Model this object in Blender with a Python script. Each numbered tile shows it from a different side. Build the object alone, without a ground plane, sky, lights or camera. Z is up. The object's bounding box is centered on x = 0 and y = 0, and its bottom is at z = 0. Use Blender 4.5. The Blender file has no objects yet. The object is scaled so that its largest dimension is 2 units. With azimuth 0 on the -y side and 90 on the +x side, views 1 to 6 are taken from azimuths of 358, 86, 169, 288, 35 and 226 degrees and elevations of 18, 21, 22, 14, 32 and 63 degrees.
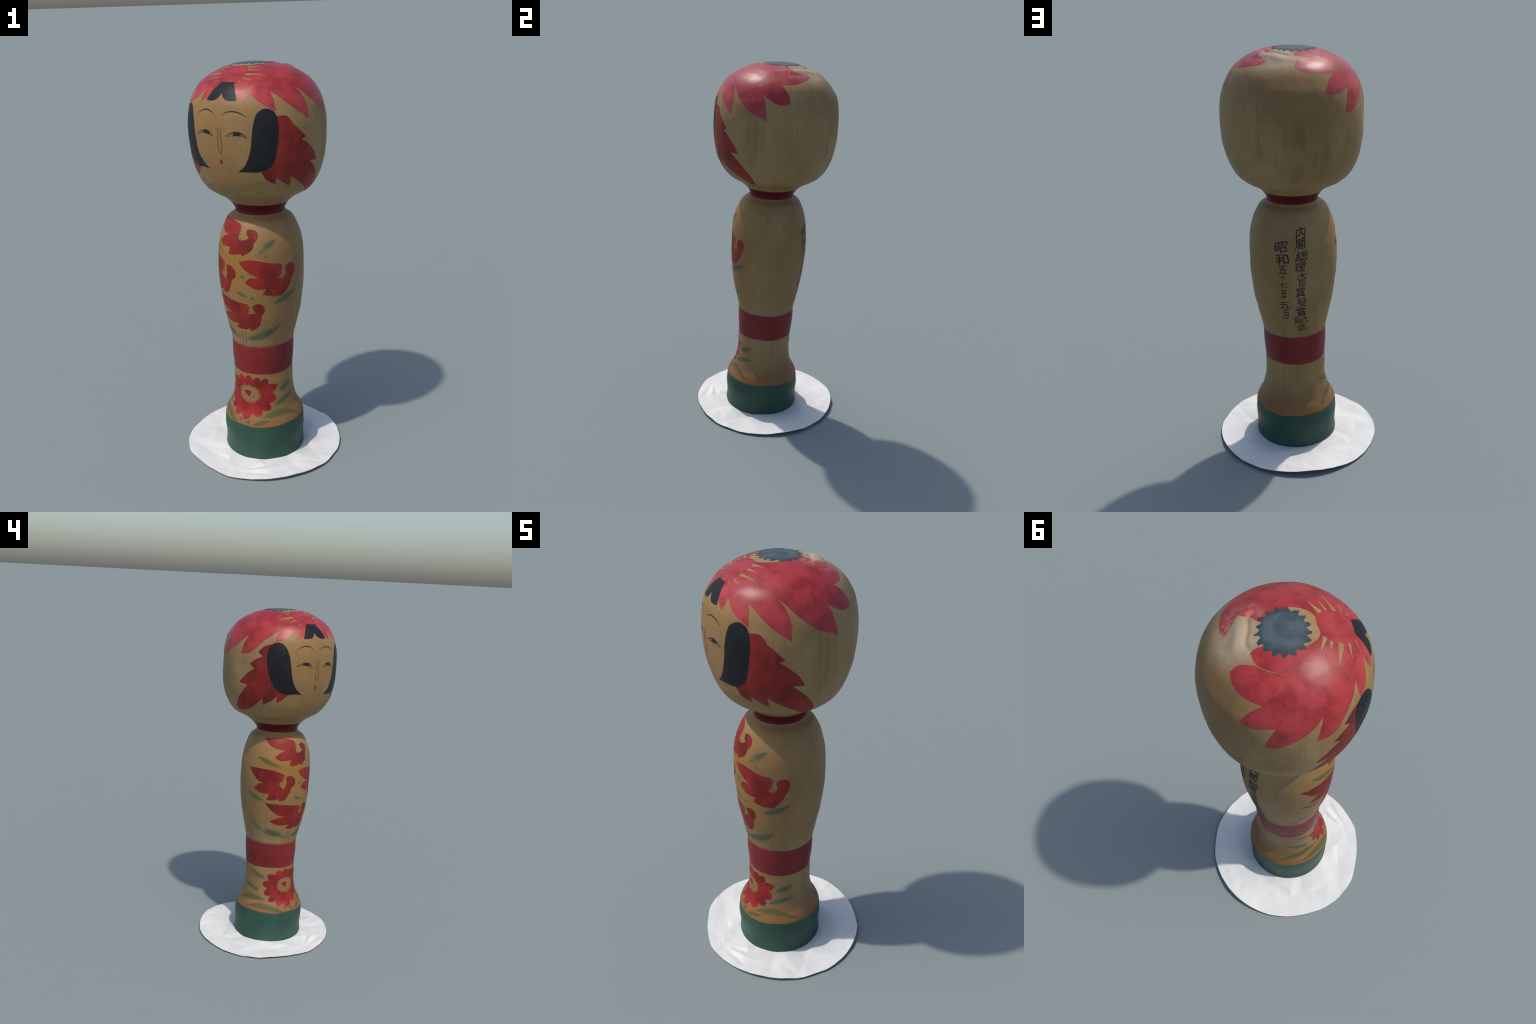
# A turned and painted wooden doll (kokeshi) standing on a round sheet of white paper.
import bpy, math
import numpy as np
from mathutils import Vector, Matrix, noise
from mathutils.geometry import delaunay_2d_cdt

rng = np.random.default_rng(7)

# --------------------------------------------------------------------------
# 1. THE TURNED FORM: one profile, a slightly wandering axis, slight ovalness
# --------------------------------------------------------------------------
PROFILE = [  # (radius, height) from the foot to the crown
    (.001, .002), (.12, .002), (.200, .003), (.2075, .018), (.2045, .05), (.2045, .08), (.2065, .11),
    (.2085, .14), (.2065, .17), (.2035, .198), (.1905, .23), (.1725, .26), (.160, .30), (.153, .34),
    (.1505, .38), (.151, .42), (.150, .455), (.151, .48), (.1535, .51), (.1565, .545), (.157, .58),
    (.1575, .625), (.1685, .68), (.1815, .74), (.1935, .80), (.2015, .86), (.2075, .92), (.2103, .98),
    (.2105, 1.04), (.209, 1.09), (.2055, 1.13), (.199, 1.165), (.1925, 1.19), (.186, 1.21), (.173, 1.24),
    (.1645, 1.256), (.152, 1.271), (.1305, 1.286), (.1205, 1.298), (.1215, 1.308), (.128, 1.322),
    (.146, 1.345), (.180, 1.373), (.2536, 1.418), (.294, 1.48), (.3165, 1.55), (.3267, 1.62),
    (.3293, 1.69), (.3276, 1.75), (.3203, 1.80), (.3095, 1.84), (.2905, 1.875), (.2694, 1.905),
    (.2431, 1.93), (.2130, 1.95), (.1846, 1.965), (.150, 1.98), (.110, 1.9905), (.056, 1.998), (.0005, 2.0)]
AXIS_Z = [0, .15, .3, .45, .6, .8, 1.0, 1.15, 1.28, 1.32, 1.39, 1.5, 1.7, 1.85, 2.0]
AXIS_X = [.0048, .0054, .0074, .0066, .0088, .0111, .0105, .0115, .0130, .0133, .0125, .0118, .0111, .01, .0125]
AXIS_Y = [-.0208, -.0226, -.0207, -.0183, -.0156, -.019, -.0166, -.0196, -.0165, -.0115, -.0025, -.0055, -.0081, -.0082, -.0151]
OVAL_C = [0, .0008, .0026, .0008, .0009, .002, .003, .0029, .0012, .0008, -.001, -.0034, -.0004, -.0014, .0019]
OVAL_S = [-.0001, .0009, -.0005, .0016, .0032, -.0003, .0014, .0013, -.001, -.002, -.004, -.0081, -.0009, 0, -.0046]


def spline(points, n=12):
    """centripetal Catmull-Rom curve through the points"""
    P = np.array(points, float)
    P = np.vstack([2 * P[0] - P[1], P, 2 * P[-1] - P[-2]])
    out = []
    for i in range(1, len(P) - 2):
        p0, p1, p2, p3 = P[i - 1:i + 3]
        t = [0.0]
        for a, b in ((p0, p1), (p1, p2), (p2, p3)):
            t.append(t[-1] + max(np.linalg.norm(b - a), 1e-9) ** .5)
        for k in range(n):
            u = t[1] + (t[2] - t[1]) * k / n
            A1 = (t[1] - u) / (t[1] - t[0]) * p0 + (u - t[0]) / (t[1] - t[0]) * p1
            A2 = (t[2] - u) / (t[2] - t[1]) * p1 + (u - t[1]) / (t[2] - t[1]) * p2
            A3 = (t[3] - u) / (t[3] - t[2]) * p2 + (u - t[2]) / (t[3] - t[2]) * p3
            B1 = (t[2] - u) / (t[2] - t[0]) * A1 + (u - t[0]) / (t[2] - t[0]) * A2
            B2 = (t[3] - u) / (t[3] - t[1]) * A2 + (u - t[1]) / (t[3] - t[1]) * A3
            out.append((t[2] - u) / (t[2] - t[1]) * B1 + (u - t[1]) / (t[2] - t[1]) * B2)
    out.append(P[-2])
    return np.array(out)


CURVE = spline(PROFILE)[::-1]                                   # crown first
ARC = np.r_[0, np.cumsum(np.hypot(*np.diff(CURVE, axis=0).T))]  # distance from the crown along the surface
SIDE = CURVE[:, 1] > .0195
CROWN_CENTRE = np.array([-.010, .022])                          # middle of the crown blossom, in the crown chart


def lump(P, scale, seed):
    return np.array([noise.noise(Vector((x * scale + seed, y * scale, z * scale))) for x, y, z in P])


def base_point(az, s):
    r = np.interp(s, ARC, CURVE[:, 0])
    z = np.interp(s, ARC, CURVE[:, 1])
    x, y = np.sin(az), -np.cos(az)
    f = np.clip(r / .1, 0, 1)
    r = r + f * (np.interp(z, AXIS_Z, OVAL_C) * (x * x - y * y) + np.interp(z, AXIS_Z, OVAL_S) * 2 * x * y)
    return np.stack([np.interp(z, AXIS_Z, AXIS_X) + r * x, np.interp(z, AXIS_Z, AXIS_Y) + r * y, z], -1)


def relief(az, s, P):
    """dents and lumps, metres along the outward normal"""
    d = .0016 * lump(P, 9, 3.1) + .0010 * lump(P, 22, 8.7)
    # hollow that curls round the back of the crown blossom, with a swollen lip behind it
    X, Y = s * np.sin(az) - CROWN_CENTRE[0], -s * np.cos(az) - CROWN_CENTRE[1]
    rad, ang = np.hypot(X, Y), np.degrees(np.arctan2(Y, X))
    wig = .006 * np.sin(np.radians(ang * 7))
    sweep = np.exp(-((ang - 38) / 48) ** 4)
    d = d - .0050 * sweep * np.exp(-((rad - .133 - wig) / .010) ** 2)
    d = d + .0065 * sweep * np.exp(-((rad - .168 - wig) / .022) ** 2)
    # turned groove above the waist band
    d = d - .0022 * np.exp(-((P[:, 2] - .6245) / .004) ** 2)
    return d * np.clip((P[:, 2] - .01) / .03, 0, 1)


def surface(az, s):
    """points and normals of the doll's skin at azimuth az (radians, 0 = -y) and distance s from the crown"""
    az, s = np.asarray(az, float), np.asarray(s, float)
    e = 1e-4

    def raw(a, q):
        P = base_point(a, q)
        da = base_point(a + 1e-3, q) - base_point(a - 1e-3, q)
        ds = base_point(a, q + .002) - base_point(a, np.maximum(q - .002, 1e-5))
        N = np.cross(ds, da)
        N /= np.linalg.norm(N, axis=1, keepdims=True) + 1e-12
        return P + N * relief(a, q, P)[:, None], N

    P, N0 = raw(az, s)
    ra = np.maximum(np.hypot(P[:, 0], P[:, 1]), .02)
    Pa = raw(az + .002 / ra, s)[0] - raw(az - .002 / ra, s)[0]
    Ps = raw(az, s + .002)[0] - raw(az, np.maximum(s - .002, 1e-5))[0]
    N = np.cross(Ps, Pa)
    N /= np.linalg.norm(N, axis=1, keepdims=True) + 1e-12
    N = np.where((np.sum(N * N0, 1) < 0)[:, None], -N, N)
    N = np.where((s < .004)[:, None], [[0, 0, 1]], N)
    return P, N


def s_of_z(z):
    return np.interp(-np.asarray(z, float), -CURVE[SIDE, 1], ARC[SIDE])


# charts: where a painted mark lies on the skin
class SideChart:                    # (degrees of azimuth, height)
    def flat(self, p, mid):         # to metres, near isotropic
        s = s_of_z(p[:, 1])
        r = np.interp(mid[1], CURVE[SIDE, 1][::-1], CURVE[SIDE, 0][::-1])
        return np.stack([np.radians(p[:, 0]) * r, -s], 1)

    def angles(self, q, mid):
        r = np.interp(mid[1], CURVE[SIDE, 1][::-1], CURVE[SIDE, 0][::-1])
        return q[:, 0] / r, -q[:, 1]


class CrownChart:                   # metres from the crown, seen from above
    def flat(self, p, mid):
        return p

    def angles(self, q, mid):
        return np.arctan2(q[:, 0], -q[:, 1]), np.hypot(q[:, 0], q[:, 1])


SIDE_CHART, CROWN_CHART = SideChart(), CrownChart()

# --------------------------------------------------------------------------
# 2. MATERIALS
# --------------------------------------------------------------------------


def srgb(r, g, b):
    return tuple((c / 255 / 12.92 if c <= 10 else ((c / 255 + .055) / 1.055) ** 2.4) for c in (r, g, b)) + (1,)


class Nodes:
    def __init__(self, tree):
        self.t = tree

    def add(self, kind, **kw):
        n = self.t.nodes.new(kind)
        for k, v in kw.items():
            setattr(n, k, v)
        return n

    def link(self, a, b):
        self.t.links.new(a, b)

    def put(self, socket, v):
        if isinstance(v, bpy.types.NodeSocket):
            self.link(v, socket)
        else:
            socket.default_value = v

    def math(self, op, a, b=0.0, c=0.0, clamp=False):
        n = self.add("ShaderNodeMath", operation=op, use_clamp=clamp)
        for i, v in enumerate((a, b, c)):
            self.put(n.inputs[i], v)
        return n.outputs[0]

    def mix(self, f, a, b, blend="MIX"):
        n = self.add("ShaderNodeMix", data_type="RGBA", blend_type=blend)
        self.put(n.inputs[0], f)
        self.put(n.inputs[6], a)
        self.put(n.inputs[7], b)
        return n.outputs[2]

    def step(self, v, lo, hi, a=0.0, b=1.0):
        n = self.add("ShaderNodeMapRange", interpolation_type="SMOOTHSTEP")
        self.put(n.inputs[0], v)
        for i, x in enumerate((lo, hi, a, b)):
            n.inputs[i + 1].default_value = x
        return n.outputs[0]

    def noise(self, vec, scale, stretch=(1, 1, 1), detail=3, rough=.55, offset=(0, 0, 0)):
        m = self.add("ShaderNodeMapping")
        m.inputs["Scale"].default_value = stretch
        m.inputs["Location"].default_value = offset
        self.link(vec, m.inputs[0])
        n = self.add("ShaderNodeTexNoise")
        n.inputs["Scale"].default_value = scale
        n.inputs["Detail"].default_value = detail
        n.inputs["Roughness"].default_value = rough
        self.link(m.outputs[0], n.inputs["Vector"])
        return n.outputs[0]

    def near(self, pos, centre, radius):
        """soft ball mask"""
        n = self.add("ShaderNodeVectorMath", operation="DISTANCE")
        self.link(pos, n.inputs[0])
        n.inputs[1].default_value = centre
        return self.step(n.outputs["Value"], radius, radius * .25)


def at(az, z, r):
    a = math.radians(az)
    return (r * math.sin(a), -r * math.cos(a), z)


def wood_group():
    """colour of the bare varnished wood at a place on the doll"""
    g = bpy.data.node_groups.new("bare_wood", "ShaderNodeTree")
    g.interface.new_socket("Color", in_out="OUTPUT", socket_type="NodeSocketColor")
    g.interface.new_socket("Grain", in_out="OUTPUT", socket_type="NodeSocketFloat")
    N = Nodes(g)
    pos = N.add("ShaderNodeNewGeometry").outputs["Position"]
    z = N.add("ShaderNodeSeparateXYZ")
    N.link(pos, z.inputs[0])
    z = z.outputs[2]
    streak = N.noise(pos, 60, (1, 1, .035), 4, .6)
    fine = N.noise(pos, 150, (1, 1, .06), 3, .6, (3, 1, 0))
    broad = N.noise(pos, 5, (1, 1, .5), 3, .5, (1, 2, 3))
    blotch = N.noise(pos, 16, (1, 1, .45), 4, .6, (7, 2, 5))
    col = N.mix(N.step(broad, .35, .65), srgb(*WOOD_LIGHT), srgb(*WOOD_WARM))
    col = N.mix(N.math("MULTIPLY", N.step(streak, .46, .74), .26), col, srgb(*WOOD_DARK))
    col = N.mix(N.math("MULTIPLY", N.step(fine, .5, .75), .16), col, srgb(*WOOD_DARK))
    # smoky brown stains on the back of the head
    back = N.near(pos, at(165, 1.72, .30), .40)
    col = N.mix(N.math("MULTIPLY", N.math("MULTIPLY", back, N.step(blotch, .44, .68)), .42), col, srgb(*WOOD_DARK))
    brown = N.near(pos, at(172, 1.80, .30), .26)
    col = N.mix(N.math("MULTIPLY", brown, .55), col, srgb(130, 96, 58))
    col = N.mix(N.math("MULTIPLY", N.near(pos, (.10, .12, 1.96), .15), N.step(blotch, .25, .6, .45, .9)), col, srgb(*WOOD_PALE))
    # little dark flecks on the face
    face = N.near(pos, at(-34, 1.66, .33), .26)
    front = N.near(pos, at(-30, 1.66, .36), .52)
    col = N.mix(N.math("MULTIPLY", front, .75), col, srgb(*WOOD_FACE))
    fleck = N.step(N.noise(pos, 135, (1, 1, .6), 2, .5), .56, .67)
    col = N.mix(N.math("MULTIPLY", N.math("MULTIPLY", face, fleck), .26), col, srgb(84, 54, 28))
    # yellow wash on the front of the body, orange wash above the green foot
    tan = N.math("MAXIMUM", N.near(pos, at(-25, .95, .26), .50), N.near(pos, at(-20, .38, .24), .34))
    col = N.mix(N.math("MULTIPLY", tan, .7), col, srgb(*WOOD_TAN))
    yellow = N.math("MAXIMUM", N.near(pos, at(-55, 1.09, .2), .24), N.math("MULTIPLY", N.near(pos, at(-35, .86, .2), .26), .4))
    col = N.mix(N.math("MULTIPLY", yellow, .85), col, srgb(*WOOD_YELLOW))
    wob = N.math("ADD", z, N.math("MULTIPLY", N.math("SUBTRACT", blotch, .5), .10))
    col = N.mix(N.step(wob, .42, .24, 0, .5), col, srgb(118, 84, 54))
    col = N.mix(N.step(wob, .30, .20, 0, .85), col, srgb(*WOOD_ORANGE))
    o = N.add("NodeGroupOutput")
    N.link(col, o.inputs[0])
    N.link(streak, o.inputs[1])
    return g


WOOD_LIGHT, WOOD_WARM, WOOD_DARK, WOOD_PALE = (159, 131, 90), (146, 115, 74), (96, 70, 42), (182, 162, 136)
WOOD_FACE, WOOD_TAN, WOOD_YELLOW, WOOD_ORANGE = (141, 108, 66), (136, 102, 61), (150, 108, 50), (140, 96, 54)
WOOD_GROUP = wood_group()


def material(name, paint, rough=.45, bump=.08, coat=0.0, gloss=.22):
    m = bpy.data.materials.new(name)
    m.use_nodes = True
    t = m.node_tree
    t.nodes.clear()
    N = Nodes(t)
    wood = N.add("ShaderNodeGroup")
    wood.node_tree = WOOD_GROUP
    pos = N.add("ShaderNodeNewGeometry").outputs["Position"]
    out = N.add("ShaderNodeOutputMaterial")
    b = N.add("ShaderNodeBsdfPrincipled")
    b.inputs["Roughness"].default_value = rough
    b.inputs["Specular IOR Level"].default_value = gloss
    b.inputs["Coat Weight"].default_value = coat
    b.inputs["Coat Roughness"].default_value = .22
    N.put(b.inputs["Base Color"], paint(N, pos, wood.outputs[0]))
    k = N.add("ShaderNodeBump")
    k.inputs["Strength"].default_value = bump
    k.inputs["Distance"].default_value = .004
    N.link(wood.outputs[1], k.inputs["Height"])
    N.link(k.outputs[0], b.inputs["Normal"])
    N.link(b.outputs[0], out.inputs[0])
    return m


def wash(light, dark, through=0.0, scale=14):
    """a brushed paint: two tones, with a little wood grain showing through"""
    def paint(N, pos, wood):
        n = N.noise(pos, scale, (1, 1, .7), 4, .6)
        g = N.noise(pos, 120, (1, 1, .08), 2, .5)
        rnd = N.add("ShaderNodeObjectInfo").outputs["Random"]
        f = N.math("ADD", N.step(n, .33, .70), N.math("MULTIPLY", N.math("SUBTRACT", rnd, .5), .5), clamp=True)
        c = N.mix(f, srgb(*light), srgb(*dark))
        c = N.mix(N.math("MULTIPLY", N.step(g, .5, .8), .25), c, srgb(*dark))
        return N.mix(through, c, wood) if through else c
    return paint


def leaf_paint(tone, tone2, strength=.9):
    """dry-brushed leaf: the object's own x runs along the leaf, y across it, both -1..1"""
    def paint(N, pos, wood):
        loc = N.add("ShaderNodeTexCoord").outputs["Object"]
        xyz = N.add("ShaderNodeSeparateXYZ")
        N.link(loc, xyz.inputs[0])
        x, y = xyz.outputs[0], xyz.outputs[1]
        info = N.add("ShaderNodeObjectInfo").outputs["Random"]
        shift = N.add("ShaderNodeVectorMath", operation="ADD")
        N.link(loc, shift.inputs[0])
        comb = N.add("ShaderNodeCombineXYZ")
        N.put(comb.inputs[0], N.math("MULTIPLY", info, 37.0))
        N.link(comb.outputs[0], shift.inputs[1])
        brush = N.noise(shift.outputs[0], 1.0, (.9, 4.5, .2), 3, .6)
        body = N.math("POWER", N.math("MAXIMUM", N.math("SUBTRACT", 1.0, N.math("MULTIPLY", x, x)), .001), .6)
        bow = N.add("ShaderNodeAttribute", attribute_type="OBJECT", attribute_name="leaf_bow").outputs["Fac"]
        bow = N.math("MULTIPLY", bow, N.math("SUBTRACT", .4, N.math("MULTIPLY", x, x)))
        d = N.math("DIVIDE", N.math("ABSOLUTE", N.math("SUBTRACT", y, bow)), body)
        d = N.math("ADD", d, N.math("MULTIPLY", N.math("SUBTRACT", brush, .5), 1.3))
        dry = N.math("MULTIPLY", N.step(x, .0, 1.0), .25)
        mask = N.step(N.math("ADD", d, dry), 1.12, .30)
        c = N.mix(N.step(brush, .35, .65), srgb(*tone), srgb(*tone2))
        return N.mix(N.math("MULTIPLY", mask, strength), wood, c)
    return paint


M_WOOD = material("bare_wood", lambda N, p, w: w, .5, .10)
def sheen_painted_red(N, pos, wood):
    """glossy hair red, with whitish specular glare painted in beside the crown blossom"""
    c = wash((172, 59, 60), (144, 40, 45))(N, pos, wood)  # base reds lifted towards the pinkish sheen seen on top
    n = N.noise(pos, 38, (1, 1, 1), 4, .65)
    painted_glare = N.math("MULTIPLY", N.near(pos, (.125, .075, 1.97), .13), N.step(n, .38, .62))
    c = N.mix(N.math("MULTIPLY", painted_glare, .6), c, srgb(196, 140, 134))
    streak = N.noise(pos, 26, (1, 1, 1), 5, .7, (4, 4, 4))
    return N.mix(N.math("MULTIPLY", N.step(streak, .55, .75), .22), c, srgb(178, 92, 92))


M_HAIR_RED = material("hair_red", sheen_painted_red, .40, .10, .0, .35)
M_RED = material("flower_red", wash((140, 30, 33), (98, 17, 22), .06), .5, .06)
M_BLOSSOM_RED = material("blossom_red", wash((150, 31, 36), (112, 20, 26), .05), .5, .06)
M_BAND_RED = material("band_red", wash((126, 31, 38), (108, 22, 29), .05, 9), .45, .06)
M_NECK_RED = material("neck_red", wash((98, 16, 24), (80, 11, 18)), .45, .04)
M_BLACK = material("hair_black", wash((32, 33, 36), (24, 25, 28)), .5, .04)
M_INK = material("ink", lambda N, p, w: N.mix(.05, srgb(26, 25, 28), w), .5, .04)
M_LINE = material("brush_line", lambda N, p, w: N.mix(.28, srgb(34, 26, 22), w), .5, .04)
M_LIP = material("lip_red", wash((138, 30, 30), (116, 24, 26)), .5, .04)
M_GREEN = material("foot_green", wash((46, 84, 71), (38, 74, 64), .03, 7), .5, .07)
def crown_paint(N, pos, wood):
    """slate blue middle, darker teal brush strokes towards the rim"""
    c = wash((86, 96, 101), (64, 78, 84), .0, 18)(N, pos, wood)
    n = N.noise(pos, 30, (1, 1, 1), 3, .6)
    d = N.add("ShaderNodeVectorMath", operation="DISTANCE")
    N.link(pos, d.inputs[0])
    d.inputs[1].default_value = (.0025, .007, 2.0)
    r = N.math("ADD", d.outputs["Value"], N.math("MULTIPLY", N.math("SUBTRACT", n, .5), .05))
    return N.mix(N.step(r, .060, .095, 0, .8), c, srgb(44, 64, 66))


M_CROWN = material("crown_blue_green", crown_paint, .5, .04)
M_LEAF = material("leaf_green", leaf_paint((70, 92, 68), (44, 76, 62), .8), .5, .06)
M_LEAF_OLIVE = material("leaf_olive", leaf_paint((80, 86, 50), (60, 76, 48), .8), .5, .06)
M_LEAF_FAINT = material("leaf_faint", leaf_paint((82, 92, 66), (64, 84, 64), .6), .5, .06)
M_EYE_WHITE = material("eye_white", lambda N, p, w: N.mix(.4, srgb(118, 106, 92), w), .5, .02)
M_GROOVE = material("groove_line", lambda N, p, w: N.mix(.45, srgb(84, 82, 78), w), .5, .05)
M_STAMEN = material("stamen_pale", lambda N, p, w: N.mix(.6, srgb(180, 120, 84), w), .5, .05)


def paper_material():
    m = bpy.data.materials.new("white_paper")
    m.use_nodes = True
    t = m.node_tree
    t.nodes.clear()
    N = Nodes(t)
    pos = N.add("ShaderNodeNewGeometry").outputs["Position"]
    out = N.add("ShaderNodeOutputMaterial")
    b = N.add("ShaderNodeBsdfPrincipled")
    b.inputs["Roughness"].default_value = .7
    n = N.noise(pos, 6, detail=4)
    N.put(b.inputs["Base Color"], N.mix(N.step(n, .35, .65), srgb(224, 223, 218), srgb(216, 216, 212)))
    k = N.add("ShaderNodeBump")
    k.inputs["Strength"].default_value = .25
    k.inputs["Distance"].default_value = .01
    N.link(N.noise(pos, 14, detail=3), k.inputs["Height"])
    N.link(k.outputs[0], b.inputs["Normal"])
    N.link(b.outputs[0], out.inputs[0])
    return m


M_PAPER = paper_material()

# --------------------------------------------------------------------------
# 3. BUILDING HELPERS
# --------------------------------------------------------------------------


def empty(name, parent=None, location=(0, 0, 0)):
    o = bpy.data.objects.new(name, None)
    o.location = location
    bpy.context.collection.objects.link(o)
    o.parent = parent
    return o


def mesh_object(name, verts, faces, mat, parent, normals=None, matrix=None):
    me = bpy.data.meshes.new(name)
    V = np.asarray(verts, float)
    if matrix is not None:
        inv = np.array(matrix.inverted())
        V = V @ inv[:3, :3].T + inv[:3, 3]
        if normals is not None:
            normals = np.asarray(normals) @ np.array(matrix)[:3, :3]
            normals = normals / np.linalg.norm(normals, axis=1, keepdims=True)
    me.from_pydata(V.tolist(), [], faces)
    me.materials.append(mat)
    me.polygons.foreach_set("use_smooth", [True] * len(me.polygons))
    me.update()
    if normals is not None:
        me.normals_split_custom_set_from_vertices([tuple(n) for n in normals])
    o = bpy.data.objects.new(name, me)
    bpy.context.collection.objects.link(o)
    o.parent = parent
    if matrix is not None:
        o.matrix_world = matrix
    return o


layer_count = [0]


def smooth_outline(points, step=6):
    """closed outline; a point with a third entry is a sharp corner"""
    n = len(points)
    corner = [i for i, p in enumerate(points) if len(p) > 2]
    P = [np.array(p[:2], float) for p in points]
    if not corner:
        ring = spline(P[-2:] + P + P[:3], step)
        return ring[step * 2:step * (n + 2)]
    out = []
    for k, i in enumerate(corner):
        j = corner[(k + 1) % len(corner)]
        run = [P[(i + q) % n] for q in range(((j - i) % n or n) + 1)]
        out.append(spline(run, step)[:-1] if len(run) > 2 else np.linspace(run[0], run[1], step + 1)[:-1])
    return np.vstack(out)


def inside(pts, poly):
    x, y = pts[:, 0], pts[:, 1]
    c = np.zeros(len(pts), bool)
    a, b = poly, np.roll(poly, -1, 0)
    for (x1, y1), (x2, y2) in zip(a, b):
        if y1 != y2:
            c ^= ((y1 > y) != (y2 > y)) & (x < (x2 - x1) * (y - y1) / (y2 - y1) + x1)
    return c


def paint_patch(name, outline, chart, mat, parent, grid=.007, frame=None, level=1):
    """a film of paint: the outline (chart coordinates, already smooth) filled and laid on the skin"""
    outline = np.asarray(outline, float)
    mid = outline.mean(0)
    F = chart.flat(outline, mid)
    keep = np.linalg.norm(F - np.roll(F, 1, 0), axis=1) > 2e-4
    F = F[keep]
    lo, hi = F.min(0), F.max(0)
    gx, gy = np.meshgrid(np.arange(lo[0], hi[0], grid), np.arange(lo[1], hi[1], grid * .9))
    gx = gx + (np.arange(len(gx)) % 2)[:, None] * grid * .5
    G = np.stack([gx.ravel(), gy.ravel()], 1)
    if len(G):
        G = G[inside(G, F)]
    if len(G):
        dist = np.min(np.linalg.norm(G[:, None] - F[None], axis=2), axis=1)
        G = G[dist > grid * .35]
    allp = np.vstack([F, G]) if len(G) else F
    n = len(F)
    res = delaunay_2d_cdt([Vector(p) for p in allp], [], [list(range(n))], 1, 1e-6)
    q = np.array([tuple(v) for v in res[0]])
    faces = [list(f) for f in res[2]]
    az, s = chart.angles(q, mid)
    P, Nn = surface(az, s)
    layer_count[0] += 1
    up = .0003 + .00018 * (level - 1) + .00003 * (layer_count[0] % 6)
    P = P + Nn * up
    a, b, c = (P[[f[i] for f in faces]] for i in range(3))
    turn = np.sum(np.cross(b - a, c - a) * Nn[[f[0] for f in faces]], 1) < 0
    faces = [f[::-1] if t else f for f, t in zip(faces, turn)]
    return mesh_object(name, P, faces, mat, parent, Nn, frame)


def even(points, chart, back=False):
    """degrees -> roughly metres (and back), so that curves through the points run smoothly"""
    k = 1.0 if chart is CROWN_CHART else (1 / .0042 if back else .0042)
    return [(p[0] * k, *p[1:]) for p in points]


def blob(name, points, chart, mat, parent, **kw):
    ring = smooth_outline(even(points, chart))
    return paint_patch(name, even(ring, chart, True), chart, mat, parent, **kw)


def ribbon(name, points, widths, chart, mat, parent, **kw):
    """a brush line of changing width (metres)"""
    line = np.array(even(spline(even(points, chart), 8), chart, True))
    mid = line.mean(0)
    f = chart.flat(line, mid)
    t = np.gradient(f, axis=0)
    t /= np.linalg.norm(t, axis=1, keepdims=True)
    n = np.stack([-t[:, 1], t[:, 0]], 1)
    w = np.interp(np.linspace(0, 1, len(f)), np.linspace(0, 1, len(widths)), widths)[:, None] * .5
    ring = np.vstack([f + n * w, (f - n * w)[::-1]])
    return paint_patch(name, unflat(ring, chart, mid), chart, mat, parent, grid=.02, **kw)


def unflat(q, chart, mid):
    if chart is CROWN_CHART:
        return q
    az, s = chart.angles(q, mid)
    order = np.argsort(ARC[SIDE])
    return np.stack([np.degrees(az), np.interp(s, ARC[SIDE][order], CURVE[SIDE, 1][order])], 1)


def leaf(name, a, b, width, mat, parent, bend=0.0):
    """a brushed leaf from a to b (azimuth, height); width in metres; soft edges come from its own coordinates"""
    width = width * 1.3
    a, b = np.array(a, float), np.array(b, float)
    mid = (a + b) / 2
    fa, fb = SIDE_CHART.flat(np.array([a, b]), mid)
    t = np.linspace(-1, 1, 41)
    along = fb - fa
    half = np.linalg.norm(along) / 2
    d = along / (2 * half)
    n = np.array([-d[1], d[0]])
    c = (fa + fb) / 2
    w = width * .5 * 1.35 * np.maximum(1 - t ** 2, 0) ** .5
    spine = c + np.outer(t * half * 1.08, d) + np.outer((1 - t * t) * bend, n)
    ring = np.vstack([spine + w[:, None] * n, (spine - w[:, None] * n)[1:-1][::-1]])
    mp = c + bend * .6 * n
    az, s = SIDE_CHART.angles(np.array([mp, mp + d * .004, mp + n * .004]), mid)
    P, Nn = surface(az, s)
    ex, ez = Vector(P[1] - P[0]).normalized(), Vector(Nn[0]).normalized()
    ey = ez.cross(ex).normalized()
    if ey.dot(Vector(P[2] - P[0])) < 0:
        ey = -ey
        ez = -ez
    M = Matrix((ex * half, ey * width * .5, ez * .05)).transposed().to_4x4()
    M.translation = Vector(P[0])
    o = paint_patch(name, unflat(ring, SIDE_CHART, mid), SIDE_CHART, mat, parent, grid=.005, frame=M, level=1)
    o["leaf_bow"] = float(bend / (width * .5))
    return o


# --------------------------------------------------------------------------
# 4. THE DOLL'S TURNED PARTS (one smooth skin, parted at the painted bands)
# --------------------------------------------------------------------------
doll = empty("wooden_kokeshi_doll")
doll["label"] = "slender painted wooden doll with round head, black bob and red flowers"
doll["category"] = "wooden doll"

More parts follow.
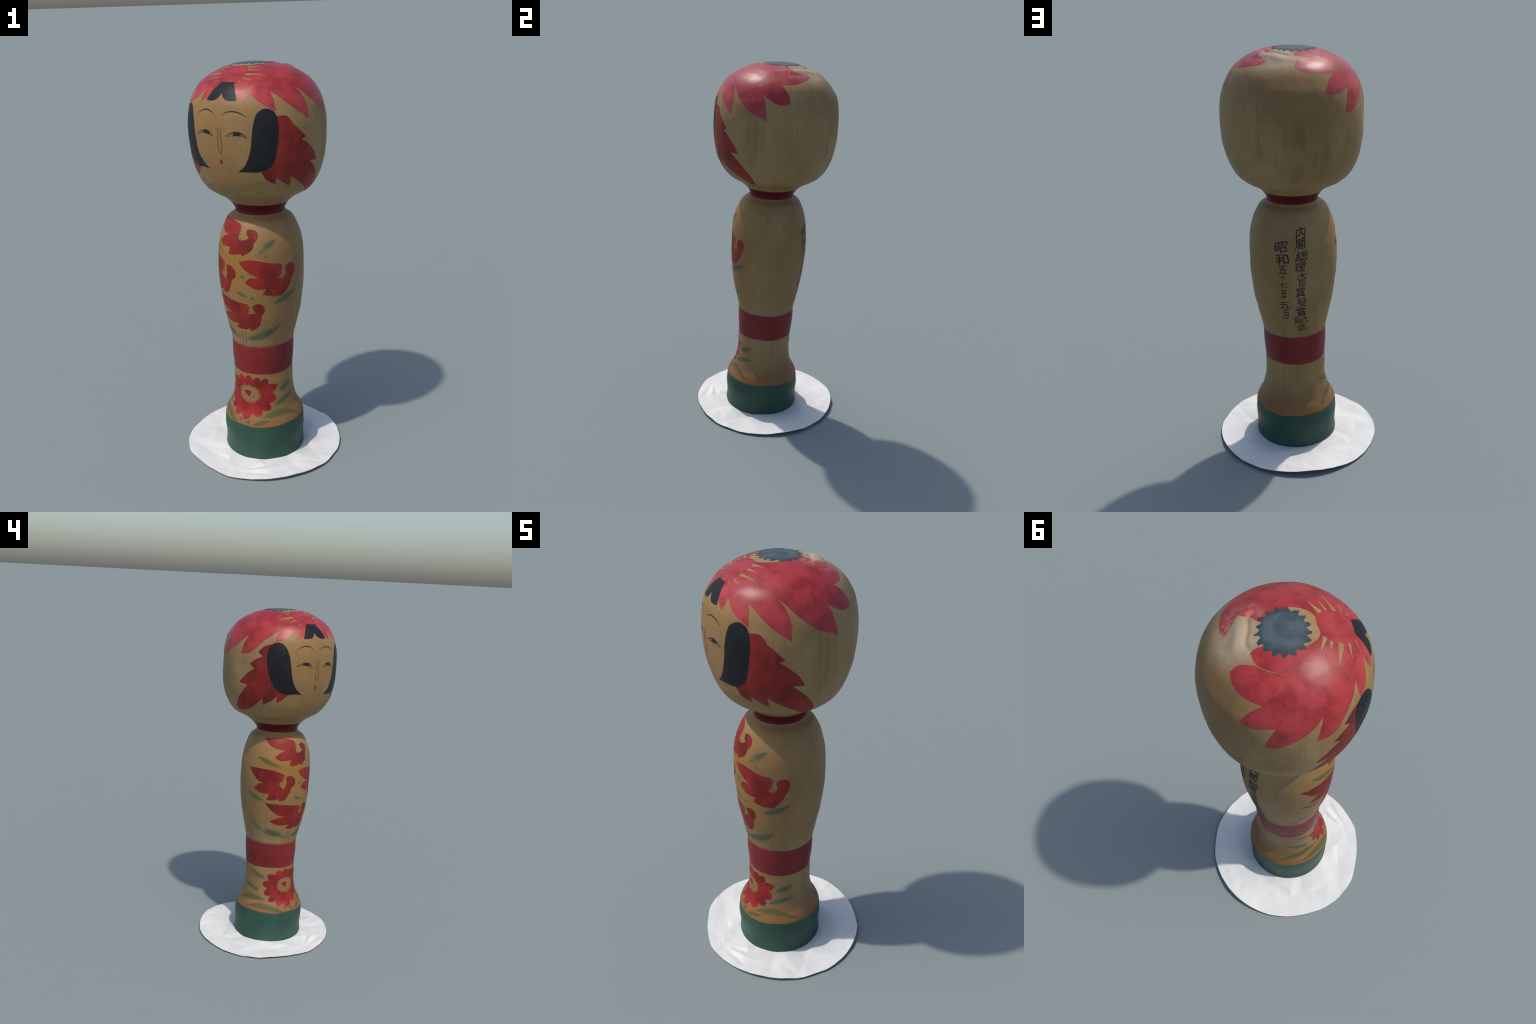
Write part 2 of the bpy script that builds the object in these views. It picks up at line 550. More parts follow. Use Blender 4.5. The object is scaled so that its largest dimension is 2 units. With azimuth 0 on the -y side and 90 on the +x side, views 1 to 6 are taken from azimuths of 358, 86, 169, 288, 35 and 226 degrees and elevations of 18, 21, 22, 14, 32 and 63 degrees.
EDGES = [1.347, 1.296, .6265, .6215, .468, .200]    # heights at which one colour ends
NAMES = [("head", M_WOOD), ("neck_ring", M_NECK_RED), ("body", M_WOOD), ("waist_groove", M_GROOVE),
         ("waist_band", M_BAND_RED), ("lower_body", M_WOOD), ("foot_band", M_GREEN)]
SEG = 288
cut_s = [float(s_of_z(z)) for z in EDGES]
stops = [.0006] + cut_s + [ARC[-1] - .0005]
rings, first = [], []
for a, b in zip(stops[:-1], stops[1:]):
    n = max(2, int(round((b - a) / .0065)))
    first.append(len(rings))
    rings += list(np.linspace(a, b, n + 1)[:-1])
first.append(len(rings))
rings.append(stops[-1])
rings = np.array(rings)
A, S = np.meshgrid(np.arange(SEG) * 2 * math.pi / SEG, rings)
for s0, amp, seed in zip(cut_s, (.0012, .0012, .0015, .0015, .0025, .005), range(6)):  # hand-painted edges waver
    wob = amp * (np.sin(A * 2 + seed * 1.7) * .6 + np.sin(A * 5 + seed * 2.9) * .4 + np.sin(A * 11 + seed) * .2)
    S = S + wob * np.exp(-((rings[:, None] - s0) / .02) ** 2) * (seed not in (2, 3))
PTS, NRM = surface(A.ravel(), S.ravel())
part = {}
for k, (name, mat) in enumerate(NAMES):
    i0, i1 = first[k], first[k + 1]
    faces = []
    for i in range(i1 - i0):
        for j in range(SEG):
            jj = (j + 1) % SEG
            faces.append((i * SEG + j, (i + 1) * SEG + j, (i + 1) * SEG + jj, i * SEG + jj))
    V, Nn = PTS[i0 * SEG:(i1 + 1) * SEG], NRM[i0 * SEG:(i1 + 1) * SEG]
    if k == 0:
        faces.append(list(range(SEG)))
    if k == len(NAMES) - 1:
        faces.append([(i1 - i0) * SEG + j for j in range(SEG)][::-1])
    part[name] = mesh_object(name, V, faces, mat, doll, Nn)
head, body, foot = part["head"], part["body"], part["lower_body"]

# --------------------------------------------------------------------------
# 5. PAINT ON THE HEAD
# --------------------------------------------------------------------------
CR, SI = CROWN_CHART, SIDE_CHART
blob("hair_crown", [(-.121, -.288), (-.063, -.297), (.049, -.306), (.105, -.28), (.157, -.241), (.25, -.17), (.320, -.094), (.30, -.04),
     (.272, .010), (.21, .06), (.165, .078, 1), (.105, .055), (.04, .06), (-.003, .112), (-.05, .166), (-.09, .21), (-.14, .26, 1),
     (-.19, .27), (-.234, .287), (-.30, .22), (-.33, .116), (-.32, .02), (-.303, -.076), (-.28, -.12), (-.253, -.165), (-.209, -.205), (-.17, -.25)],
     CR, M_HAIR_RED, head, level=0)
PETALS = [
    [(-.121, -.282, 1), (-.108, -.319), (-.079, -.354, 1), (-.062, -.324), (-.064, -.294, 1), (-.09, -.25)],
    [(-.062, -.298, 1), (-.002, -.361), (.085, -.394, 1), (.074, -.350), (.050, -.306, 1), (-.01, -.26)],
    [(.050, -.306, 1), (.149, -.342), (.228, -.348), (.302, -.333, 1), (.255, -.283), (.206, -.254), (.156, -.240, 1), (.07, -.23)],
    [(.156, -.240, 1), (.268, -.240), (.369, -.199), (.452, -.095, 1), (.399, -.092), (.353, -.092), (.320, -.095, 1), (.21, -.13)],
    [(.320, -.095, 1), (.356, -.057), (.378, -.007), (.374, .040), (.358, .051), (.327, .047), (.295, .026), (.272, .007, 1), (.27, -.06)],
    [(.271, -.004, 1), (.264, .061), (.227, .117), (.171, .159), (.148, .158), (.150, .126), (.165, .075, 1), (.19, .0)],
    [(-.115, .134, 1), (-.077, .161), (-.050, .171), (-.017, .169), (.017, .157, 1), (.012, .135), (-.003, .112, 1), (-.07, .08)],
    [(-.138, .257, 1), (-.098, .272), (-.054, .280), (-.006, .273), (.034, .246, 1), (.026, .218), (-.010, .188), (-.035, .175), (-.055, .169), (-.089, .155, 1), (-.15, .16)],
    [(-.232, .285, 1), (-.189, .327), (-.143, .357), (-.096, .362, 1), (-.113, .310), (-.138, .257, 1), (-.18, .20)],
    [(-.328, .115, 1), (-.346, .199), (-.330, .295), (-.298, .358), (-.250, .396, 1), (-.238, .335), (-.232, .285, 1), (-.24, .18)],
    [(-.301, -.076, 1), (-.340, -.041), (-.377, .009), (-.427, .086), (-.432, .134), (-.411, .197, 1), (-.374, .161), (-.326, .116, 1), (-.27, .03)],
    [(-.253, -.162, 1), (-.318, -.141), (-.356, -.107), (-.371, -.072, 1), (-.334, -.068), (-.301, -.076, 1), (-.25, -.10)],
    [(-.209, -.201, 1), (-.255, -.221), (-.303, -.198, 1), (-.283, -.181), (-.253, -.167, 1), (-.20, -.16)]]
for p in PETALS:
    blob("hair_petal", p, CR, M_HAIR_RED, head)
# bare wood: crescent beside the crown blossom and the parting lines that ray out from the topknot
blob("bare_crescent", [(-.103, .012), (-.110, -.009), (-.113, -.040), (-.103, -.066), (-.070, -.085), (-.041, -.104), (-.008, -.101), (.025, -.081),
     (.047, -.053), (.02, -.02), (-.02, .01), (-.06, .03)], CR, M_WOOD, head, level=3)
RAYS = [[(-.041, -.122), (.027, -.132), (-.039, -.143)], [(-.042, -.154), (.013, -.170), (-.043, -.168)],
        [(-.056, -.185), (.052, -.217), (-.060, -.200)], [(-.078, -.209), (-.027, -.247), (-.066, -.229)],
        [(-.092, -.223), (-.082, -.251), (-.098, -.234)], [(-.116, -.065), (-.133, -.071), (-.153, -.011)],
        [(-.143, -.074), (-.156, -.079), (-.170, -.045)], [(-.164, -.095), (-.181, -.113), (-.231, -.034)],
        [(-.187, -.126), (-.191, -.141), (-.238, -.103)], [(-.191, -.166), (-.184, -.176), (-.229, -.164)]]
for p in RAYS:
    blob("parting", [q + (1,) for q in p], CR, M_WOOD, head, level=3)
ribbon("parting", [(-.030, .173), (-.06, .166), (-.09, .152), (-.130, .124)], [.005, .004, .003, .001], CR, M_WOOD, head, level=3)
teeth = 17
ring = []
for k in range(teeth):
    for f, rad in ((0, .082), (.22, .088 + .004 * rng.random()), (.42, .095 + .010 * rng.random()), (.60, .096 + .008 * rng.random()), (.80, .087 + .004 * rng.random())):
        t = (k + f + .07 * rng.standard_normal()) / teeth * 2 * math.pi
        ring.append((CROWN_CENTRE[0] + rad * math.cos(t), CROWN_CENTRE[1] + rad * math.sin(t)))
paint_patch("crown_blossom", ring, CR, M_CROWN, head, level=5)

# black forelock and bobbed side locks
blob("forelock", [(-41.3, 1.930, 1), (-46.0, 1.900), (-47.5, 1.882), (-49.6, 1.855, 1), (-42.0, 1.855), (-37.2, 1.867), (-35.1, 1.887, 1),
     (-33.0, 1.872), (-28.4, 1.857), (-22.7, 1.855), (-19.6, 1.858, 1), (-22.0, 1.890), (-26.2, 1.930, 1)], SI, M_BLACK, head, level=4)
blob("side_lock", [(4.0, 1.823), (-2.4, 1.806), (-5.0, 1.775), (-6.6, 1.735), (-7.5, 1.694), (-8.6, 1.648), (-11.0, 1.602), (-14.8, 1.565), (-19.4, 1.545, 1),
     (-11.0, 1.545), (-3.0, 1.544), (2.8, 1.554), (7.2, 1.570), (9.6, 1.592), (11.7, 1.640), (13.0, 1.695), (13.7, 1.750), (12.8, 1.786), (10.0, 1.812)], SI, M_BLACK, head, level=4)
blob("side_lock", [(-76.3, 1.831), (-71.3, 1.824), (-67.2, 1.799), (-64.3, 1.757), (-62.6, 1.704), (-61.0, 1.655), (-59.0, 1.616), (-54.5, 1.575), (-48.1, 1.547, 1),
     (-55.2, 1.552), (-63.7, 1.548), (-70.2, 1.555), (-75.8, 1.577), (-80.5, 1.615), (-84.0, 1.664), (-85.7, 1.712), (-86.3, 1.760), (-84.7, 1.798), (-81.1, 1.823)], SI, M_BLACK, head, level=4)

# face: thin brush lines
ribbon("eyebrow", [(-58.8, 1.794), (-52.5, 1.811), (-47.0, 1.8165), (-41.7, 1.808), (-37.4, 1.788)], [.001, .004, .0062, .0036, .0012], SI, M_INK, head)
ribbon("eyebrow", [(-32.1, 1.793), (-27.7, 1.808), (-21.1, 1.812), (-15.6, 1.804), (-10.8, 1.787)], [.001, .0036, .0058, .0052, .0012], SI, M_INK, head)
EYES = [([(-58.0, 1.705), (-51.5, 1.722), (-46.7, 1.7265), (-42.5, 1.716), (-39.8, 1.699)],
         [(-56.5, 1.707), (-50.2, 1.713), (-44.4, 1.709), (-40.4, 1.701)], (-51.0, -44.0)),
        ([(-27.9, 1.704), (-24.0, 1.719), (-18.5, 1.7235), (-14.2, 1.715), (-10.6, 1.698)],
         [(-26.9, 1.705), (-22.2, 1.709), (-16.9, 1.7085), (-13.0, 1.704), (-11.0, 1.699)], (-21.9, -15.9))]
for lid, low, iris in EYES:
    up, dn = spline(lid, 8), spline(low, 8)
    eye = paint_patch("eye", np.vstack([up[3:-3], dn[2:-2][::-1]]), SI, M_EYE_WHITE, head, level=0)
    lo = lambda c, q: float(np.interp(q, c[:, 0], c[:, 1]))
    edge = np.linspace(iris[0], iris[1], 9)
    paint_patch("iris", [(q, lo(up, q)) for q in edge] + [(q + .4, lo(dn, q)) for q in edge[::-1]], SI, M_INK, head, level=2)
    ribbon("upper_eyelid", lid, [.0012, .0036, .0056, .0042, .0014], SI, M_INK, head, level=3)
    ribbon("lower_eyelid", low, [.001, .0018, .0018, .001], SI, M_INK, head, level=3)
ribbon("nose", [(-35.6, 1.746), (-34.9, 1.720), (-35.2, 1.690), (-35.5, 1.660), (-34.9, 1.638), (-33.5, 1.629), (-32.2, 1.638), (-31.9, 1.661),
       (-32.5, 1.691), (-32.5, 1.720), (-32.0, 1.747)], [.0014, .0036, .0034, .0036, .0040, .0040, .0040, .0034, .0030, .0012], SI, M_LINE, head)
blob("lip", [(-35.0, 1.597, 1), (-32.9, 1.597, 1), (-33.1, 1.589, 1), (-35.0, 1.588, 1)], SI, M_LIP, head)
blob("lip", [(-34.9, 1.588, 1), (-33.1, 1.589, 1), (-32.6, 1.579, 1), (-34.9, 1.576, 1)], SI, M_LIP, head)

# red blossoms behind both side locks
EAR = [
    [(12.3, 1.788, 1), (16.2, 1.790), (20.8, 1.786), (23.8, 1.770), (26.0, 1.748, 1), (20.7, 1.700), (13.1, 1.700, 1)],
    [(14.0, 1.760, 1), (25.6, 1.749), (31.7, 1.722), (37.8, 1.688, 1), (33.0, 1.677), (22, 1.64), (13.0, 1.65, 1)],
    [(12.6, 1.690, 1), (33.0, 1.679), (42.4, 1.642), (48.5, 1.605), (51.2, 1.572, 1), (41.4, 1.573), (27.6, 1.565), (10.4, 1.600, 1)],
    [(12.0, 1.640, 1), (28.4, 1.622), (43.1, 1.570), (53.8, 1.514), (61.5, 1.456), (64.2, 1.402, 1), (56.5, 1.405), (46.0, 1.440), (34.5, 1.479), (23.4, 1.520, 1), (10, 1.565, 1)],
    [(9.8, 1.610, 1), (20.0, 1.56), (24.0, 1.520), (25.0, 1.465, 1), (17.6, 1.489), (11.4, 1.516, 1), (5.2, 1.559, 1)],
    [(-1.0, 1.549, 1), (3.3, 1.506), (11.4, 1.481, 1), (11.5, 1.516), (10.0, 1.578, 1)],
    [(-81.9, 1.821, 1), (-88.9, 1.809), (-95.6, 1.775, 1), (-90.4, 1.752), (-84.1, 1.722, 1)],
    [(-84.5, 1.768, 1), (-90.4, 1.753), (-97.7, 1.733), (-103.7, 1.706, 1), (-97.3, 1.682), (-84.4, 1.658, 1)],
    [(-84.3, 1.702, 1), (-97.3, 1.684), (-107.8, 1.643), (-115.4, 1.598, 1), (-104.6, 1.588), (-82.9, 1.570, 1)],
    [(-83.1, 1.648, 1), (-104.6, 1.590), (-114.3, 1.535), (-122.5, 1.481), (-126.0, 1.450), (-124.5, 1.432), (-115.1, 1.435), (-101.2, 1.466), (-89.4, 1.520, 1), (-77.4, 1.580, 1)],
    [(-80.0, 1.605, 1), (-88.0, 1.55), (-89.4, 1.520), (-89.3, 1.480, 1), (-80.0, 1.508), (-74.5, 1.534, 1), (-70.0, 1.557, 1)],
    [(-76.0, 1.578, 1), (-74.5, 1.534), (-74.6, 1.495, 1), (-67.8, 1.519), (-62.7, 1.549, 1)]]
EAR += [[(7, 1.78), (13, 1.785), (14.6, 1.75), (14.6, 1.68), (13.6, 1.62), (10, 1.575), (4, 1.56), (4, 1.65), (6, 1.72)],
        [(-78, 1.80), (-83, 1.80), (-86.6, 1.76), (-87, 1.70), (-86.5, 1.63), (-83, 1.585), (-74, 1.565), (-74, 1.65), (-76, 1.72)]]
for p in EAR:
    blob("ear_blossom_petal", p, SI, M_RED, head)

# --------------------------------------------------------------------------
# 6. PAINT ON THE BODY: four lilies, leaves, dots, written characters
# --------------------------------------------------------------------------
LILIES = [
    [[(-98, 1.266, 1), (-79, 1.2685), (-52, 1.267), (-36, 1.251), (-36, 1.225), (-40, 1.190), (-58.2, 1.203), (-73, 1.212), (-88, 1.235)],
     [(-76.2, 1.163, 1), (-71, 1.182), (-58.2, 1.203), (-37.1, 1.21), (-40, 1.160), (-48.8, 1.151), (-58, 1.148), (-66, 1.147)],
     [(-51.5, 1.116, 1), (-50.2, 1.135), (-48.9, 1.151), (-41, 1.190), (-29, 1.183), (-31.2, 1.129), (-37, 1.120), (-43, 1.116)],
     [(-30.0, 1.114, 1), (-31.3, 1.129), (-33.5, 1.173), (-26.6, 1.193), (-17, 1.192), (-13.2, 1.176), (-14.4, 1.154), (-20.8, 1.131)],
     [(-25.4, 1.237, 1), (-16.1, 1.239), (-8, 1.225), (-7.4, 1.203), (-10.6, 1.185), (-13.7, 1.176), (-28.1, 1.165), (-26.3, 1.185, 1), (-20.6, 1.205, 1), (-24.2, 1.215)]],
    [[(-119.1, 1.093, 1), (-103.9, 1.095), (-79.7, 1.091), (-69.7, 1.082), (-58.7, 1.063), (-64.2, 1.019), (-76, 1.008), (-90.1, 1.011), (-100.3, 1.022), (-109.6, 1.053)],
     [(-107.5, .971, 1), (-99.8, 1.001), (-90.1, 1.011), (-65.6, 1.022), (-70.3, .955), (-81.5, .948), (-96.3, .951)],
     [(-85.2, .910, 1), (-82.8, .933), (-81.5, .948), (-71, .997), (-60.7, .985), (-66.3, .923), (-75.4, .911)],
     [(-65.3, .905, 1), (-66.3, .923), (-66.0, .965), (-59.2, .979), (-51.3, 1.000), (-46.3, .984), (-49.6, .947), (-56.5, .912)],
     [(-54.9, 1.056, 1), (-47.2, 1.059), (-40.0, 1.036), (-39.3, 1.009), (-46.3, .984), (-61.7, .950), (-59.2, .976, 1), (-54.4, 1.013, 1), (-55.2, 1.035)]],
    [[(-88.1, .891, 1), (-75.2, .887), (-60, .884), (-46, .877), (-21.5, .859), (-25.6, .815), (-40, .795), (-53.9, .808), (-65.3, .816), (-78.5, .850)],
     [(-79.5, .775, 1), (-66, .796), (-53.9, .808), (-27, .845), (-28.4, .775), (-41.6, .754), (-58, .749), (-70, .757)],
     [(-48.8, .729, 1), (-41.6, .754), (-31.0, .809), (-19.8, .805), (-23.3, .737), (-36.5, .722)],
     [(-23.8, .719, 1), (-23.3, .737), (-26.0, .789), (-13.6, .814), (-5.6, .805), (-6.7, .764), (-13.4, .733)],
     [(-17.2, .860, 1), (-9.8, .873), (-1.4, .861), (.1, .833), (-5.6, .805), (-23.6, .780), (-22.8, .813, 1), (-13.5, .822, 1), (-16.8, .844)]],
    [[(-34.2, 1.085, 1), (-20, 1.096), (-7.5, 1.094), (9, 1.081), (25.8, 1.063), (20.6, 1.007), (8, 1.0), (-6.4, 1.010), (-17.2, 1.028), (-26.8, 1.050)],
     [(-25.5, .980, 1), (-19.5, 1.003), (-6.4, 1.010), (19, 1.018), (12, .957), (2.5, .952), (-12.5, .953)],
     [(-2.0, .923, 1), (2.5, .951), (14.0, 1.000), (25.0, .992), (17, .912), (6.2, .916)],
     [(16.2, .914, 1), (16.0, .969), (28.5, 1.000), (36.5, 1.012), (41.0, .990), (38.5, .962), (32.0, .930), (24.7, .910)],
     [(30.1, 1.053, 1), (36.0, 1.066), (43.5, 1.064), (46.8, 1.037), (44.8, 1.005), (40.5, .986), (26.8, .972), (27.0, .995, 1), (31.5, 1.015, 1), (30.5, 1.035)]]]
STAMENS = [(-31, 1.222), (-58, 1.035), (-20.5, .838), (27, 1.035)]
for petals, (az, z) in zip(LILIES, STAMENS):
    for p in petals:
        blob("lily_petal", p, SI, M_RED, body)
    for k in range(6):
        z0 = z + .017 - k * .0085
        a0 = az - 3.4 + 1.0 * rng.standard_normal() * .6
        pale = k % 2 == 0
        ribbon("stamen", [(a0 - (2.6 if pale else .4), z0 + .004), (a0 + .5, z0 + .002), (a0 + (3.5 if pale else 1.6), z0 - .003)],
               [.0008, .0026, .001] if pale else [.001, .0032, .0012], SI, M_STAMEN if pale else M_LINE, body, level=3)

for a, b, w, m, bend in [
        ((-9.8, 1.121), (18.4, 1.193), .034, M_LEAF, .002), ((14, .870), (47, .927), .036, M_LEAF, -.004),
        ((-27, .664), (27, .744), .046, M_LEAF, -.006), ((-76, .720), (-44.5, .662), .024, M_LEAF, -.003),
        ((-39, .928), (-23.5, .907), .022, M_LEAF, .0), ((-104, 1.161), (-65, 1.111), .030, M_LEAF_OLIVE, -.002),
        ((-120, .943), (-90, .901), .028, M_LEAF, -.002), ((-100, .712), (-42, .668), .046, M_LEAF, .006),
        ((-117, .755), (-88, .700), .030, M_LEAF_FAINT, .0), ((8.4, 1.170), (-8.4, 1.121), .022, M_LEAF_FAINT, .0),
        ((-44, 1.190), (-37, 1.115), .004, M_LEAF_FAINT, .0), ((-126, .86), (-112, .78), .022, M_LEAF_FAINT, .0)][:10]:
    leaf("leaf", a, b, w, m, body, bend)
for a, b, w, m in [((-39.6, .707), (-40.2, .638), .008, M_LEAF), ((-33.3, .712), (-34.2, .624), .008, M_LEAF)]:
    leaf("stem", a, b, w, m, body)
for az, z, w, m in [(-29.2, 1.009, .016, M_LEAF), (-17.1, .904, .014, M_LEAF), (3.7, 1.112, .014, M_LEAF_FAINT)]:
    leaf("dot", (az - 2.6, z + .004), (az + 2.6, z - .004), w, m, body)

# handwriting on the back: two columns of brushed characters
SCALE_Z = lambda y: 1.204 - (y - 400) * .000569            # place on the writing sheet -> height
text = bpy.data.curves.new("brush_text", "FONT")
text_object = bpy.data.objects.new("brush_text", text)
bpy.context.collection.objects.link(text_object)
COLUMNS = [("内閣総理大臣賞受賞記念", [(390, 490), (488, 575), (585, 680), (688, 767), (775, 835), (838, 902), (913, 1003), (1010, 1102), (1108, 1196), (1198, 1268), (1274, 1347)],
            [(785, 866), (783, 865), (778, 888), (775, 870), (790, 878), (808, 870), (775, 868), (792, 882), (788, 878), (765, 893), (792, 884)]),
           ("昭和五十七年五月", [(510, 600), (612, 706), (712, 786), (798, 842), (858, 911), (922, 1032), (1052, 1116), (1128, 1222)],
            [(603, 708), (602, 716), (625, 706), (640, 690), (636, 710), (646, 704), (630, 734), (664, 716)])]
for word, rows, cols in COLUMNS:
    for ch, (y0, y1), (x0, x1) in zip(word, rows, cols):
        text.body = ch
        text.resolution_u = 3
        text.offset = .006
        bpy.context.view_layer.update()
        src = bpy.data.meshes.new_from_object(text_object.evaluated_get(bpy.context.evaluated_depsgraph_get()))
        src.calc_loop_triangles()
        V = [tuple(v.co[:2]) for v in src.vertices]
        work, faces = [list(t.vertices) for t in src.loop_triangles], []
        while work:                                         # split long triangles so that they bend round the body
            f = work.pop()
            L = [math.dist(V[f[i]], V[f[(i + 1) % 3]]) for i in range(3)]
            i = int(np.argmax(L))
            if L[i] < .13:
                faces.append(f)
                continue
            p, q, o = f[i], f[(i + 1) % 3], f[(i + 2) % 3]
            V.append(((V[p][0] + V[q][0]) / 2, (V[p][1] + V[q][1]) / 2))
            work += [[p, len(V) - 1, o], [len(V) - 1, q, o]]
        V = np.array(V)
        bpy.data.meshes.remove(src)
        V = (V - V.min(0)) / (V.max(0) - V.min(0))
        V[:, 1] += (V[:, 0] - .5) * .16                     # strokes rise to the right
        V[:, 0] += .05 * np.sin(V[:, 1] * 4 + rng.random() * 6)
        top_z, low_z = SCALE_Z(y0), SCALE_Z(y1)
        z = low_z + (top_z - low_z) * V[:, 1]
        px = x0 + (x1 - x0) * V[:, 0]
        r = np.interp(z, CURVE[SIDE, 1][::-1], CURVE[SIDE, 0][::-1])
        # sheet position across the back -> azimuth
        t = np.clip((px - 768 + (z - .9) * 24) / (4.612 * 398) / r * .98, -.99, .99)
        az = math.radians(168.6) + np.arcsin(t)
        P, Nn = surface(az, s_of_z(z))
        P = P + Nn * .0006
        a, b, c = (P[[f[i] for f in faces]] for i in range(3))
        turn = np.sum(np.cross(b - a, c - a) * Nn[[f[0] for f in faces]], 1) < 0
        mesh_object("written_character", P, [f[::-1] if q else f for f, q in zip(faces, turn)], M_INK, body, Nn)
bpy.data.objects.remove(text_object)

# --------------------------------------------------------------------------
# 7. PAINT ON THE LOWER BODY: one open blossom among leaves
# --------------------------------------------------------------------------
CENTRE = np.array((-33.5, .352))
TIPS = [(-53, .452), (-33.8, .458), (-13.6, .450), (2.8, .447), (24.7, .405), (20.7, .326), (7.9, .274), (-10.5, .244),
        (-34.8, .224), (-56, .233), (-73, .257), (-84, .302), (-89, .365), (-77, .426)]
for k, tip in enumerate(TIPS):
    tip = np.array(tip)
    near = [np.array(TIPS[(k - 1) % len(TIPS)]), np.array(TIPS[(k + 1) % len(TIPS)])]
    notch = [CENTRE + ((tip + q) / 2 - CENTRE) * .80 for q in near]
    swell = [CENTRE + ((tip * .72 + q * .28) - CENTRE) * .94 for q in near]
    root = [CENTRE + (n_ - CENTRE) * .30 for n_ in notch]
    blob("blossom_petal", [(*root[0], 1), (*notch[0],), (*swell[0],), (*tip, 1), (*swell[1],), (*notch[1],), (*root[1], 1)], SI, M_BLOSSOM_RED, foot)
spikes = []
for k in range(22):
    t = k / 22 * 2 * math.pi
    for f, q in ((0, .80), (.5, 1.0 + .16 * rng.random())):
        tt = t + f * 2 * math.pi / 22
        spikes.append((CENTRE[0] + 23.5 * q * math.cos(tt), CENTRE[1] + .002 + .050 * q * math.sin(tt)))
paint_patch("blossom_eye", spikes, SI, M_WOOD, foot, level=3)
blob("blossom_bud", [(-44.5, .364, 1), (-36.0, .372), (-28.5, .366, 1), (-30.0, .352), (-33.5, .337, 1), (-40.0, .350)], SI, M_BLOSSOM_RED, foot, level=5)
for az, z in [(-22, .345), (-30.5, .325), (-46, .338), (-48, .362), (-26, .338)]:
    ribbon("seed", [(az - .8, z + .005), (az, z), (az + .5, z - .005)], [.001, .005, .001], SI, M_LINE, foot, level=5)
for a, b, w, m, bend in [
        ((28, .369), (60, .404), .032, M_LEAF, .0), ((16, .296), (59, .330), .032, M_LEAF, .004), ((-12, .242), (60, .238), .036, M_LEAF_OLIVE, .016),
        ((-21, .208), (6, .229), .022, M_LEAF_OLIVE, .0), ((-28.2, .205), (-29.2, .230), .014, M_LEAF, .0), ((-41, .217), (-44, .231), .014, M_LEAF_OLIVE, .0),
        ((-83, .397), (-125, .442), .028, M_LEAF, .0), ((-85.5, .315), (-140, .352), .030, M_LEAF, .004), ((-72, .258), (-150, .245), .044, M_LEAF_OLIVE, -.020),
        ((-46, .211), (-116, .233), .040, M_LEAF_OLIVE, -.012)]:
    leaf("leaf", a, b, w, m, foot, bend)

# --------------------------------------------------------------------------
# 8. THE SHEET OF PAPER
# --------------------------------------------------------------------------
ANGLE = np.arange(-180, 181, 15)
REACH = [.403, .403, .404, .403, .402, .408, .410, .408, .395, .395, .404, .400, .401, .400, .403, .408, .405, .410, .408, .407, .406, .402, .403, .402, .403]
RIM_Z = [.026, .020, .011, .007, .006, .006, .006, .007, .009, .009, .008, .009, .013, .016, .015, .010, .007, .009, .015, .017, .015, .014, .018, .025, .026]
NA, NR = 240, 44
az = np.linspace(-math.pi, math.pi, NA, endpoint=False)
reach = np.interp(np.degrees(az), ANGLE, REACH) + .0022 * np.array([noise.noise(Vector((math.cos(a) * 6, math.sin(a) * 6, 5))) for a in az])
rimz = np.interp(np.degrees(az), ANGLE, RIM_Z) + np.array([.004 * abs(noise.noise(Vector((math.cos(a) * 4, math.sin(a) * 4, 2)))) for a in az])
# crumples: a net of random points joined by flat facets
prng = np.random.default_rng(23)
net = prng.uniform(-.46, .46, (150, 2))
net_h = prng.uniform(-1, 1, 150) * .0062 * np.clip(.45 + 1.2 * prng.random(150), 0, 1.3)
tri = np.array(delaunay_2d_cdt([Vector(p) for p in net], [], [], 0, 1e-6)[2])


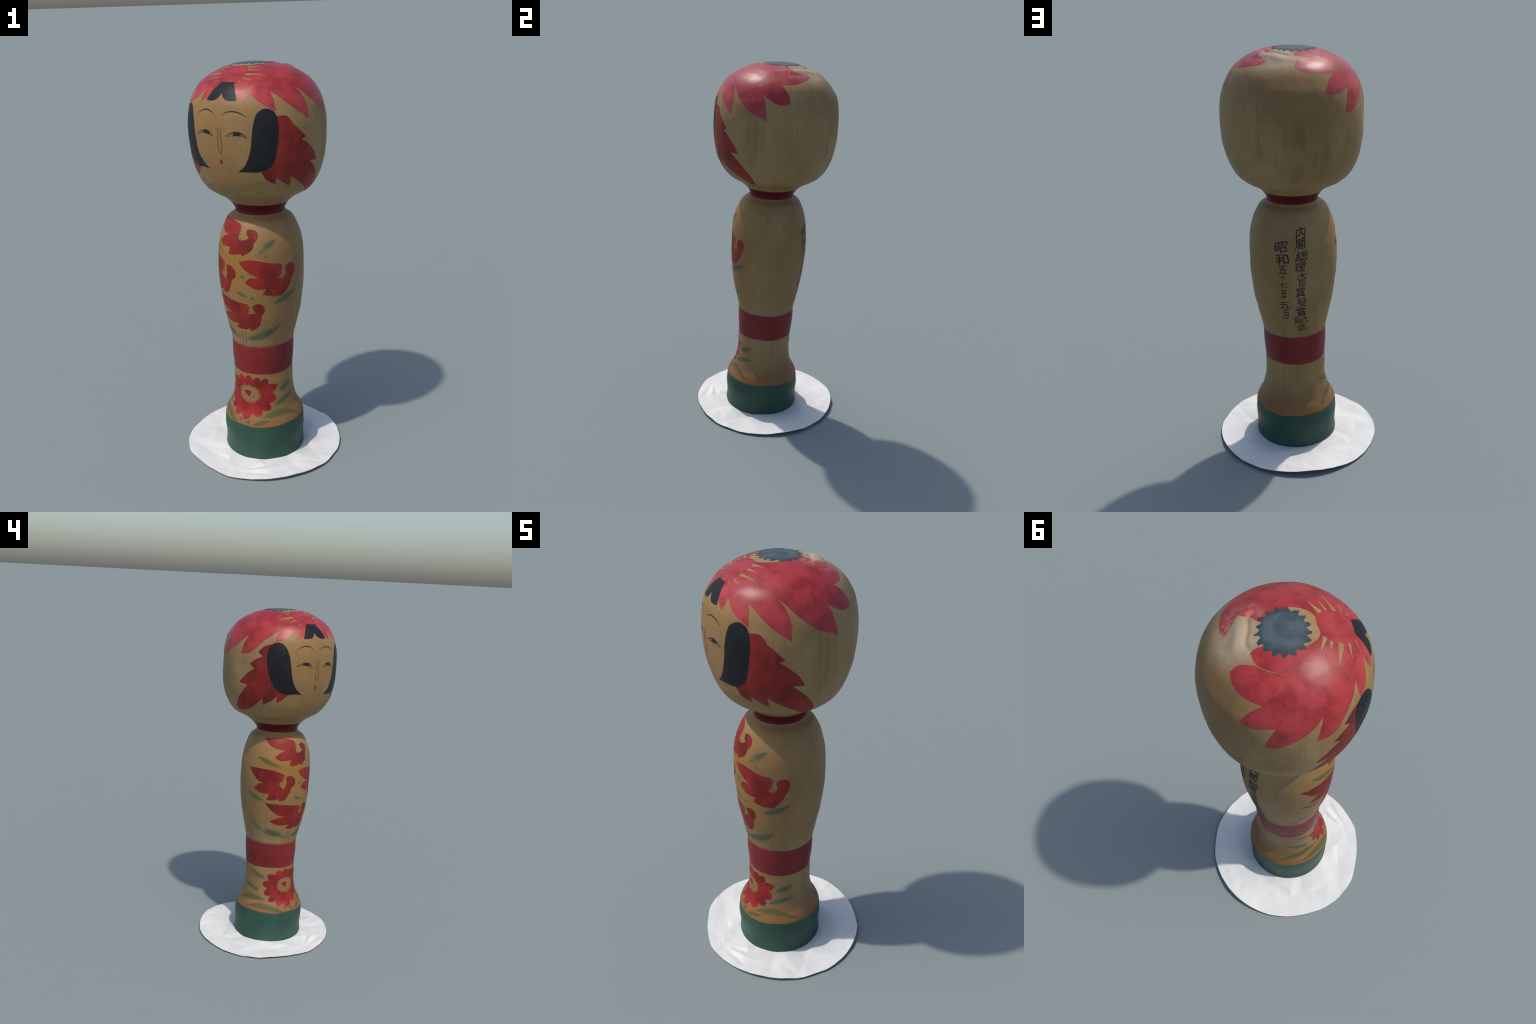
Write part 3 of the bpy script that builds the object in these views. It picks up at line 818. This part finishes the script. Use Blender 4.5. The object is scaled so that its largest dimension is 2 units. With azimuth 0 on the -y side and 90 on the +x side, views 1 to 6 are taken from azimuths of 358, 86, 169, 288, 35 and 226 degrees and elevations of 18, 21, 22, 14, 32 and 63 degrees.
def crumple(x, y):
    a, b, c = net[tri[:, 0]], net[tri[:, 1]], net[tri[:, 2]]
    den = (b[:, 1] - c[:, 1]) * (a[:, 0] - c[:, 0]) + (c[:, 0] - b[:, 0]) * (a[:, 1] - c[:, 1])
    u = ((b[:, 1] - c[:, 1]) * (x[:, None] - c[:, 0]) + (c[:, 0] - b[:, 0]) * (y[:, None] - c[:, 1])) / den
    v = ((c[:, 1] - a[:, 1]) * (x[:, None] - c[:, 0]) + (a[:, 0] - c[:, 0]) * (y[:, None] - c[:, 1])) / den
    k = np.argmax(np.minimum(np.minimum(u, v), 1 - u - v), axis=1)
    i = np.arange(len(x))
    u, v = u[i, k], v[i, k]
    return u * net_h[tri[k, 0]] + v * net_h[tri[k, 1]] + (1 - u - v) * net_h[tri[k, 2]]


V = []
for t in np.linspace(0, 1, NR):
    r0 = .175
    r = r0 + (reach - r0) * t
    x, y = r * np.sin(az) * 1.0 + (1 - t) * .004, -r * np.cos(az) - (1 - t) * .022
    flat = .013 + (rimz - .013) * t ** 1.5
    bumps = crumple(x, y) + np.array([.0022 * noise.noise(Vector((a * 20, b * 20, 4.4))) for a, b in zip(x, y)])
    z = np.maximum(flat + bumps * min(1, .25 + 2.5 * t, .45 + 2.2 * (1 - t)), .0022)
    V.append(np.stack([x, y, z], 1))
top = np.vstack(V)
low = top - [0, 0, .002]
low[:, 2] = np.maximum(low[:, 2], 0)
faces = []
for i in range(NR - 1):
    for j in range(NA):
        jj = (j + 1) % NA
        f = (i * NA + j, (i + 1) * NA + j, (i + 1) * NA + jj, i * NA + jj)
        faces.append(f)
        faces.append(tuple(k + NR * NA for k in f[::-1]))
for i, rev in ((0, True), (NR - 1, False)):
    for j in range(NA):
        jj = (j + 1) % NA
        f = (i * NA + j, i * NA + j + NR * NA, i * NA + jj + NR * NA, i * NA + jj)
        faces.append(f[::-1] if rev else f)
sheet = mesh_object("paper_sheet", np.vstack([top, low]), faces, M_PAPER, None)
mod = sheet.modifiers.new("edge", "EDGE_SPLIT")
mod.split_angle = math.radians(50)
sheet["label"] = "round sheet of slightly crumpled white paper"
sheet["category"] = "paper"
